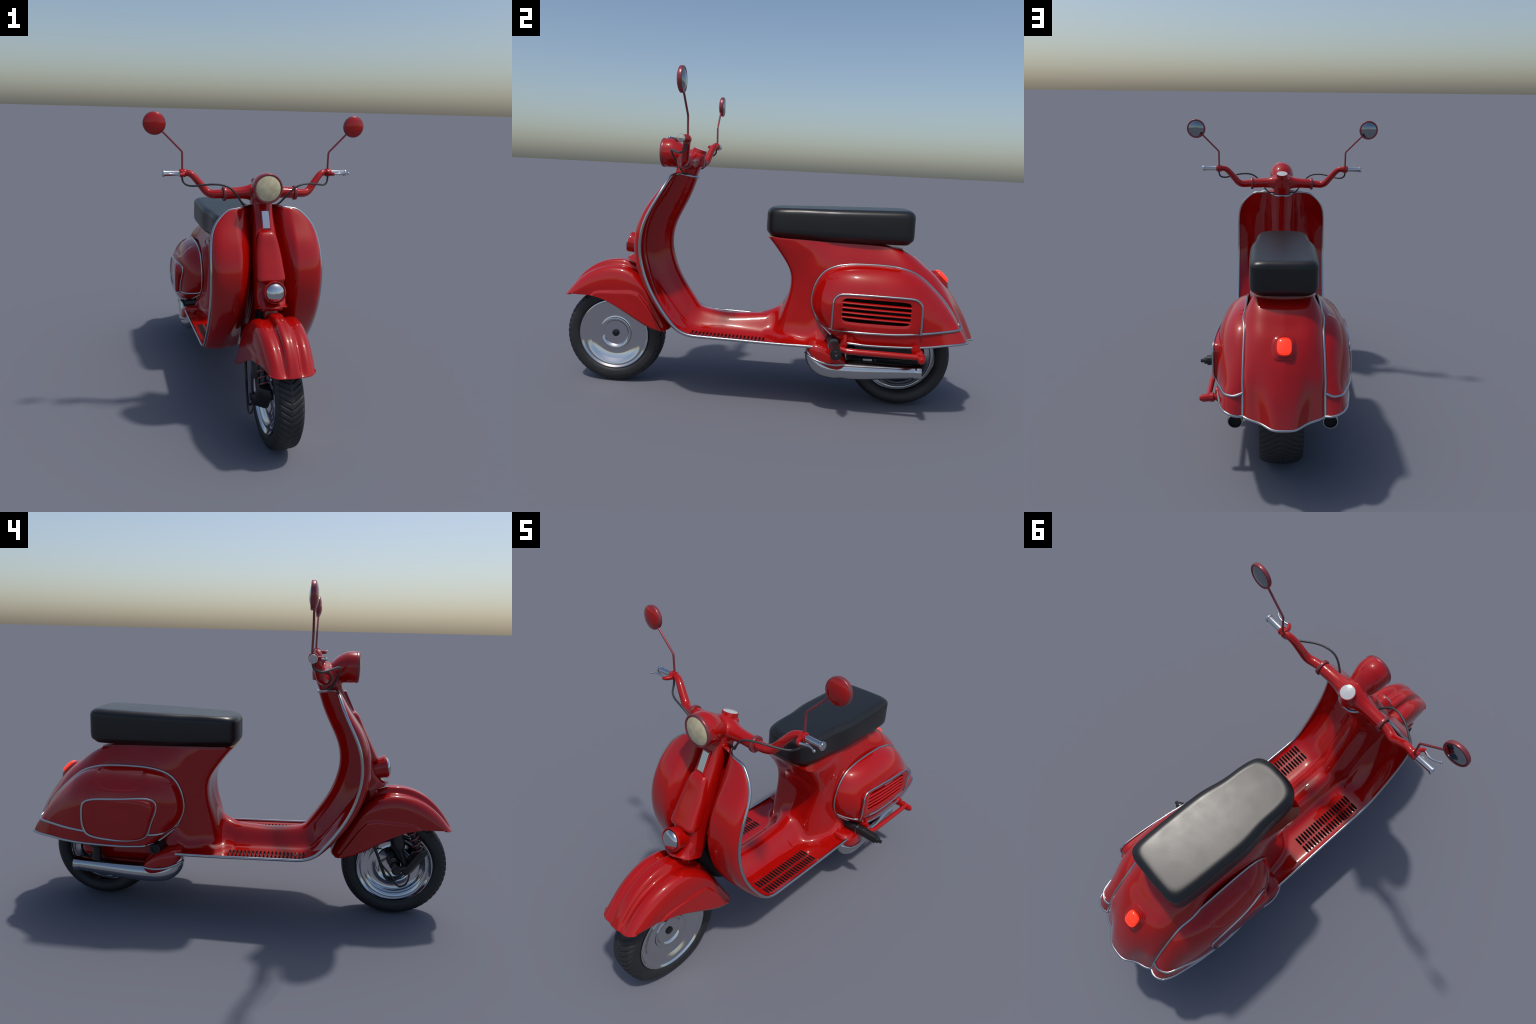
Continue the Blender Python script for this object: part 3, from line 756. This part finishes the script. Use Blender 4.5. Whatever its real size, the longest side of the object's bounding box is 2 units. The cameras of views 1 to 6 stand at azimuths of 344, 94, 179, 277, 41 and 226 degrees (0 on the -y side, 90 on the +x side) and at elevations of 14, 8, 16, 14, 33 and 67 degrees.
# ------------------------------------------------------------------ headset: one smooth casting
def headset():
    objs = []
    def add(V, F): 
        objs.append(recalc(make("headset_piece", V, F, RED)))
    # arms
    xs = np.linspace(-.176, .176, 41); rings = []
    for x in xs:
        a = abs(x); rz = .0275 + .024 * math.exp(-(a / .055) ** 2); ry = .0285 + .022 * math.exp(-(a / .06) ** 2)
        cy = np.interp(a, [0, .06, .176], [-.392, -.392, -.391]); cz = np.interp(a, [0, .06, .176], [1.122, 1.116, 1.110])
        ang = np.linspace(0, 2 * math.pi, 32, endpoint=False)
        rings.append(np.column_stack([np.full(32, x), cy + ry * np.cos(ang), cz + rz * np.sin(ang)]))
    R = np.array(rings); k, n = R.shape[:2]
    F = grid_faces(k, n, 0, False, True) + [tuple(range(n))[::-1], tuple((k - 1) * n + j for j in range(n))]; add(R.reshape(-1, 3), F)
    # headlight housing: round in front, its axis dips towards the neck (distance back, radius, axis height)
    rings = []; ang = np.linspace(0, 2 * math.pi, 48, endpoint=False)
    for d, r, zc in ((0, .0675, 1.1505), (.012, .0690, 1.1505), (.03, .0697, 1.1505), (.05, .0680, 1.1490), (.07, .0635, 1.1440), (.09, .0570, 1.1385), (.108, .0505, 1.128), (.125, .0455, 1.117), (.145, .042, 1.108)):
        rings.append(np.column_stack([r * np.cos(ang), np.full(48, -.532 + d), zc + r * np.sin(ang)]))
    R = spline(np.array(rings).reshape(len(rings), -1), 24).reshape(24, 48, 3); k, n = R.shape[:2]
    add(R.reshape(-1, 3), grid_faces(k, n, 0, False, True) + [tuple(range(n))[::-1], tuple((k - 1) * n + j for j in range(n))])
    # column upper part with the flat raked back
    rings = []
    for z, yf, yb, w in ((1.035,-.482,-.371,.0475),(1.07,-.468,-.357,.0485),(1.10,-.462,-.344,.051),(1.125,-.458,-.336,.050),(1.142,-.43,-.331,.043),(1.155,-.405,-.334,.036)):
        rings.append(ysec(z, yf, yb, w, 3.0, 0, 40))
    R = np.array(rings); k, n = R.shape[:2]
    F = grid_faces(k, n, 0, False, True) + [tuple(range(n))[::-1], tuple((k - 1) * n + j for j in range(n))]; add(R.reshape(-1, 3), F)
    ax = np.array([0, .30, .954]); 
    V, F = lathe_data([(.0001,-.075),(.046,-.075),(.040,-.045),(.034,-.026),(.0001,-.024)], (0, -.356, 1.172), ax, 40); add(V, F)
    V = []; Fs = []
    for o in objs:
        off = len(V); V += [tuple(v.co) for v in o.data.vertices]; Fs += [tuple(i + off for i in p.vertices) for p in o.data.polygons]
    for o in objs: bpy.data.objects.remove(o, do_unlink=True)
    ob = make("headset", V, Fs, RED, sharp=0)
    md = ob.modifiers.new("fuse", "REMESH"); md.mode = "VOXEL"; md.voxel_size = .0032; md.use_smooth_shade = True
    ms = ob.modifiers.new("fair", "SMOOTH"); ms.factor = .5; ms.iterations = 10
    dg = bpy.context.evaluated_depsgraph_get(); me = bpy.data.meshes.new_from_object(ob.evaluated_get(dg))
    ob.modifiers.clear(); ob.data = me; me.name = "headset"; me.shade_smooth()
    if not me.materials: me.materials.append(RED)
    return ob
HEADSET = headset()
ax = np.array([0, .30, .954])
SPEEDO = lathe("speedometer_cup", [(.028,-.034),(.0340,-.034),(.0338,-.002),(.0332,.0005),(.031,.0005),(.0305,-.001),(.0,-.001)], (0, -.356, 1.173), ax, RED, HEADSET, n=48)
lathe("speedometer_dial", [(.0305,-.0008),(.0303,.0005),(.02,.0022),(.0003,.0030)], (0, -.356, 1.173), ax, DIAL, HEADSET, n=48)
HL = lathe("headlight_ring", [(.0665,.010),(.0690,.0085),(.0695,.004),(.0692,.001),(.0675,-.0035),(.0640,-.0052),(.0605,-.004),(.0590,.0)], (0, -.533, 1.1505), (0, 1, 0), PINK, HEADSET, n=64, fine=24)
lathe("headlight_lens", [(.0595,.002),(.0592,-.0015),(.053,-.0055),(.042,-.0088),(.026,-.0115),(.012,-.0125),(.0003,-.0128)], (0, -.533, 1.1505), (0, 1, 0), LENS, HEADSET, n=64, fine=24)

# ------------------------------------------------------------------ handlebars, grips, levers, mirrors, cables
HB = [(.165,-.3905,1.1105),(.200,-.388,1.109),(.232,-.380,1.109),(.252,-.373,1.118),(.270,-.367,1.138),(.300,-.357,1.175),(.316,-.351,1.192),(.331,-.346,1.201),(.348,-.342,1.203),(.378,-.341,1.203)]
for sgn in (1, -1):
    m = np.array([sgn, 1, 1])
    bar_ob = tube("handlebar", spline(HB, 60) * m, [.0215,.0205,.019,.017,.0155,.0150], RED, n=24)
    lathe("bar_collar", [(.026,-.007),(.0335,-.007),(.0345,-.0055),(.0345,.0055),(.0335,.007),(.020,.007)], (sgn * .174, -.391, 1.1105), (1, 0, 0), PINK, bar_ob, n=40)
    # clamp
    lathe("lever_clamp", [(.015,-.014),(.0185,-.014),(.0195,-.012),(.0195,-.006),(.0175,-.004),(.0175,.004),(.0195,.006),(.0195,.012),(.0185,.014),(.012,.014)], (sgn * .362, -.3425, 1.2025), (1, 0, 0), RED, bar_ob, n=32)
    tube("clamp_arm", np.array([(.360,-.350,1.200),(.364,-.372,1.199),(.374,-.384,1.1985),(.380,-.386,1.199)]) * m, [.012,.010,.009,.0075], RED, bar_ob, n=16, smooth_n=14)
    grip = lathe("grip", [(.008,0),(.0135,.001),(.0135,.070),(.0138,.071),(.0165,.072),(.0170,.0735),(.0170,.0795),(.0160,.081),(.0001,.0815)], (sgn * .375, -.3425, 1.2025), (sgn, -.02, -.01), CHROME, bar_ob, n=32)
    lv = tube("brake_lever", np.array([(.376,-.385,1.199),(.392,-.379,1.199),(.412,-.376,1.200),(.432,-.381,1.201),(.450,-.3915,1.202)]) * m, [.0055,.0052,.0045,.0038,.0036], CHROME, bar_ob, n=12, smooth_n=30)
    lathe("lever_knob", [(.0001,-.0062),(.0035,-.005),(.0058,-.002),(.0058,.002),(.0035,.005),(.0001,.0062)], (sgn * .451, -.392, 1.202), (0, 0, 1), CHROME, bar_ob, n=16, fine=12)
    # mirror
    mr = empty("mirror")
    c = np.array([sgn * .4875, -.338, 1.4255])
    d = np.array([sgn * .7071, 0, .7071])
    tube("mirror_stem", np.array([(sgn*.362,-.337,1.208),(sgn*.362,-.3385,1.292),(sgn*.3625,-.3388,1.298),(sgn*.366,-.3388,1.304),c - d * .047 + [0, -.002, 0]]), .0047, PINK, mr, n=12)
    lathe("mirror_shell", [(.0001,-.0185),(.015,-.0180),(.028,-.0160),(.039,-.0125),(.0465,-.0085),(.0500,-.004),(.0512,.001),(.0512,.006),(.0500,.0085),(.0470,.0092),(.0440,.0085),(.0425,.006)], c, (0, 1, 0), PINK if False else RED, mr, n=56, fine=40)
    lathe("mirror_rim", [(.0470,-.0085),(.0505,-.0065),(.0520,-.002),(.0520,.0065),(.0508,.0092),(.0475,.0102),(.0440,.0092)], c, (0, 1, 0), PINK, mr, n=56, fine=24)
    lathe("mirror_glass", [(.0445,.0075),(.036,.0110),(.024,.0145),(.012,.0163),(.0003,.0168)], c, (0, 1, 0), GLASS, mr, n=56, fine=20)
    tube("control_cable", np.array([(.363,-.342,1.192),(.361,-.345,1.165),(.345,-.365,1.149),(.318,-.388,1.147),(.288,-.408,1.152),(.250,-.430,1.1585),(.205,-.446,1.159),(.170,-.452,1.150),(.140,-.448,1.127),(.105,-.430,1.084),(.080,-.412,1.057),(.058,-.402,1.053),(.040,-.402,1.054)]) * m, .0046, CABLE, bar_ob, n=12, smooth_n=90)

# ------------------------------------------------------------------ tail lamp
def rounded_stack(name, rings, origin, normal, mat, parent):
    w = np.array(normal, float); w /= np.linalg.norm(w); u = np.array([1.0, 0, 0]); v = np.cross(w, u)
    R = []
    for hw, hh, p, d in rings:
        q = super_ring(hw, hh, p, 48)
        R.append(np.array(origin) + q[:, :1] * u + q[:, 1:] * v + w * d)
    return loft_rings(name, np.array(R), mat, parent, sharp=30)
TL_O, TL_N = (0, .821, .618), (0, .69, .724)
TAIL = rounded_stack("tail_lamp_base", [(.052,.060,3,-.03),(.052,.060,3,.0),(.0505,.0585,3,.0015),(.047,.055,3,.0022),(.047,.055,3,.0048),(.0455,.0535,3,.006),(.042,.050,3,.0065),(.042,.050,3,.009),(.0405,.0485,3,.0102),(.037,.045,3,.0106),(.037,.045,3,.0134),(.0355,.0435,3,.0146),(.031,.039,3,.015)], TL_O, TL_N, RED, None)
rounded_stack("tail_lamp_lens", [(.0305,.0375,3,.01),(.0305,.0375,3,.019),(.0295,.0365,3,.0225),(.026,.033,3,.0265),(.019,.026,2.6,.030),(.009,.014,2.2,.032),(.0008,.001,2,.0325)], TL_O, TL_N, LAMP, TAIL)

# ------------------------------------------------------------------ exhausts, engine, pegs, kick-starter
for sgn in (1, -1):
    m = np.array([sgn, 1, 1])
    ex = tube("exhaust", spline([(.220,.234,.300),(.233,.238,.268),(.238,.262,.236),(.237,.305,.217),(.234,.36,.2125),(.229,.45,.2125),(.221,.58,.2165),(.213,.700,.2195)], 60) * m, [.027,.036,.042,.0445,.0445,.0435,.040,.036,.032], SATIN, n=32)
    lathe("exhaust_tip", [(.028,-.004),(.0335,-.003),(.0345,0),(.0345,.026),(.0335,.0285),(.030,.0285),(.0295,.02),(.0292,-.0)], (sgn * .2125, .703, .2195), (0, 1, .005), SATIN, ex, n=40)
    lathe("exhaust_dark_disc", [(.0294,.012),(.0001,.010)], (sgn * .2125, .703, .2195), (0, 1, .005), MATTBLACK, ex, n=32)  # black disc set inside the tip to stand in for its dark opening
    # red rounded housing in front of the exhaust
    rings = []
    for x, s in ((.06,.9),(.12,.98),(.20,1.0),(.250,.97),(.268,.86),(.278,.70),(.283,.45),(.284,.1)):
        q = super_ring(.093 * s, .054 * s, 2.2, 40)
        rings.append(np.column_stack([np.full(40, sgn * x), .304 + q[:, 0], .270 + q[:, 1] - q[:, 0] * .40]))
    hs = loft_rings("engine_mount", rings, RED, sharp=50)
    tube("mount_trim", spline([(.240,.207,.281),(.262,.222,.273),(.2835,.262,.259),(.2875,.305,.250),(.283,.345,.246),(.270,.382,.247)], 40) * m, .0058, TRIM, hs, n=10)
    lathe("peg_bracket", [(.012,0),(.030,0),(.030,.005),(.012,.005)], (sgn * .165, .318, .345), (sgn, 0, 0), TRIM, hs, n=24)
# left peg with bolt, right stub
PEG = tube("foot_peg", [(.16,.322,.341),(.262,.331,.333)], .029, BLACK, n=28)
tube("peg_sleeve", [(.262,.331,.333),(.300,.334,.330),(.376,.338,.3235)], [.0235,.025,.025], BLACK, PEG, n=28)
lathe("peg_collar", [(.02,0),(.0285,0),(.0285,.004),(.02,.004)], (.262,.331,.333), (1,.05,-.05), TRIM, PEG, n=28)
lathe("peg_nut", [(.0,.034),(.007,.034),(.0095,.031),(.0095,.017),(.012,.0165),(.0165,.016),(.0175,.013),(.0175,.003),(.020,.002),(.0245,0),(.0245,-.006)], (.375,.338,.3235), (1,.03,-.05), BLACK, PEG, n=12, sharp=25)
PEGR = tube("foot_peg", [(-.16,.316,.339),(-.250,.334,.327)], .0255, BLACK, n=28)
lathe("peg_collar", [(.016,-.004),(.016,.003),(.0245,.004),(.0265,.002),(.0265,-.004)], (-.250,.334,.327), (-1,.15,-.1), BLACK, PEGR, n=28)
KICK = tube("kick_starter", [(.310,.352,.330),(.326,.39,.327),(.331,.69,.324)], [.0135,.0135,.0130,.0130,.0130], RED, n=18)
tube("kick_shaft", [(.19,.372,.345),(.30,.372,.345)], .014, RED, KICK, n=18)
tube("kick_link", [(.272,.380,.385),(.280,.378,.335)], .0105, RED, KICK, n=16)
lathe("kick_pedal", [(.0001,-.004),(.017,-.003),(.020,.0),(.020,.010),(.0145,.013),(.0145,.018),(.0205,.022),(.0205,.038),(.0165,.040),(.0175,.046),(.0175,.074),(.0125,.077),(.0125,.083),(.009,.086),(.0001,.0865)], (.284,.703,.327), (1, 0, -.10), RED, KICK, n=28)
lathe("kick_boss", [(.0001,0),(.021,.001),(.022,.005),(.022,.04),(.02,.045),(.0001,.045)], (.255,.688,.343), (1, 0, 0), RED, KICK, n=28)

# engine case, swing arm and rear damper under the tail
def block(name, st, mat, parent=None):
    rings = []
    for y, x0, x1, z0, z1 in st:
        q = super_ring((x1 - x0) / 2, (z1 - z0) / 2, 4.0, 40)
        rings.append(np.column_stack([(x0 + x1) / 2 + q[:, 0], np.full(40, y), (z0 + z1) / 2 + q[:, 1]]))
    return loft_rings(name, rings, mat, parent, sharp=40)
ENG = block("engine_case", ((.33,-.10,.12,.27,.40),(.36,-.14,.17,.255,.42),(.42,-.15,.185,.25,.43),(.47,-.14,.185,.255,.43),(.50,-.11,.17,.27,.42)), BLACK)
block("drive_cover", ((.40,.135,.190,.265,.40),(.43,.13,.218,.255,.42),(.62,.13,.224,.26,.42),(.69,.135,.215,.27,.40),(.71,.14,.185,.29,.38)), BLACK, ENG)
lathe("cover_bolt", [(.0,.006),(.010,.006),(.011,.004),(.011,0)], (.207,.50,.30), (1, 0, 0), BLACK, ENG, n=20)
tube("swing_arm", [(-.125,.33,.305),(-.13,.52,.300),(-.135,.665,.262)], [.045,.045,.038], RED, ENG, n=24, smooth_n=20)
lathe("case_bolt", [(.0,.007),(.009,.007),(.010,.004),(.0135,.003),(.014,0)], (-.172,.475,.292), (-1, 0, 0), RED, ENG, n=20)
block("transmission", ((.345,-.165,-.09,.225,.40),(.36,-.180,-.09,.220,.41),(.60,-.180,-.092,.220,.41),(.62,-.170,-.092,.225,.40)), RED, ENG)
block("gearbox", ((.605,-.195,-.11,.27,.36),(.62,-.205,-.11,.255,.38),(.68,-.205,-.11,.255,.38),(.70,-.190,-.11,.27,.36)), RED, ENG)
tube("rear_damper", [(-.222,.612,.42),(-.222,.622,.250)], .021, BLACK, ENG, n=24)
lathe("damper_cup", [(.021,-.014),(.036,-.012),(.045,-.005),(.045,.006),(.036,.012),(.03,.03),(.0,.03)], (-.222,.616,.332), (0, -.05, 1), BLACK, ENG, n=32)
lathe("damper_seat", [(.0,.0),(.03,.0),(.04,.006),(.04,.012),(.03,.02),(.0,.02)], (-.222,.615,.346), (0, -.05, 1), RED, ENG, n=32)
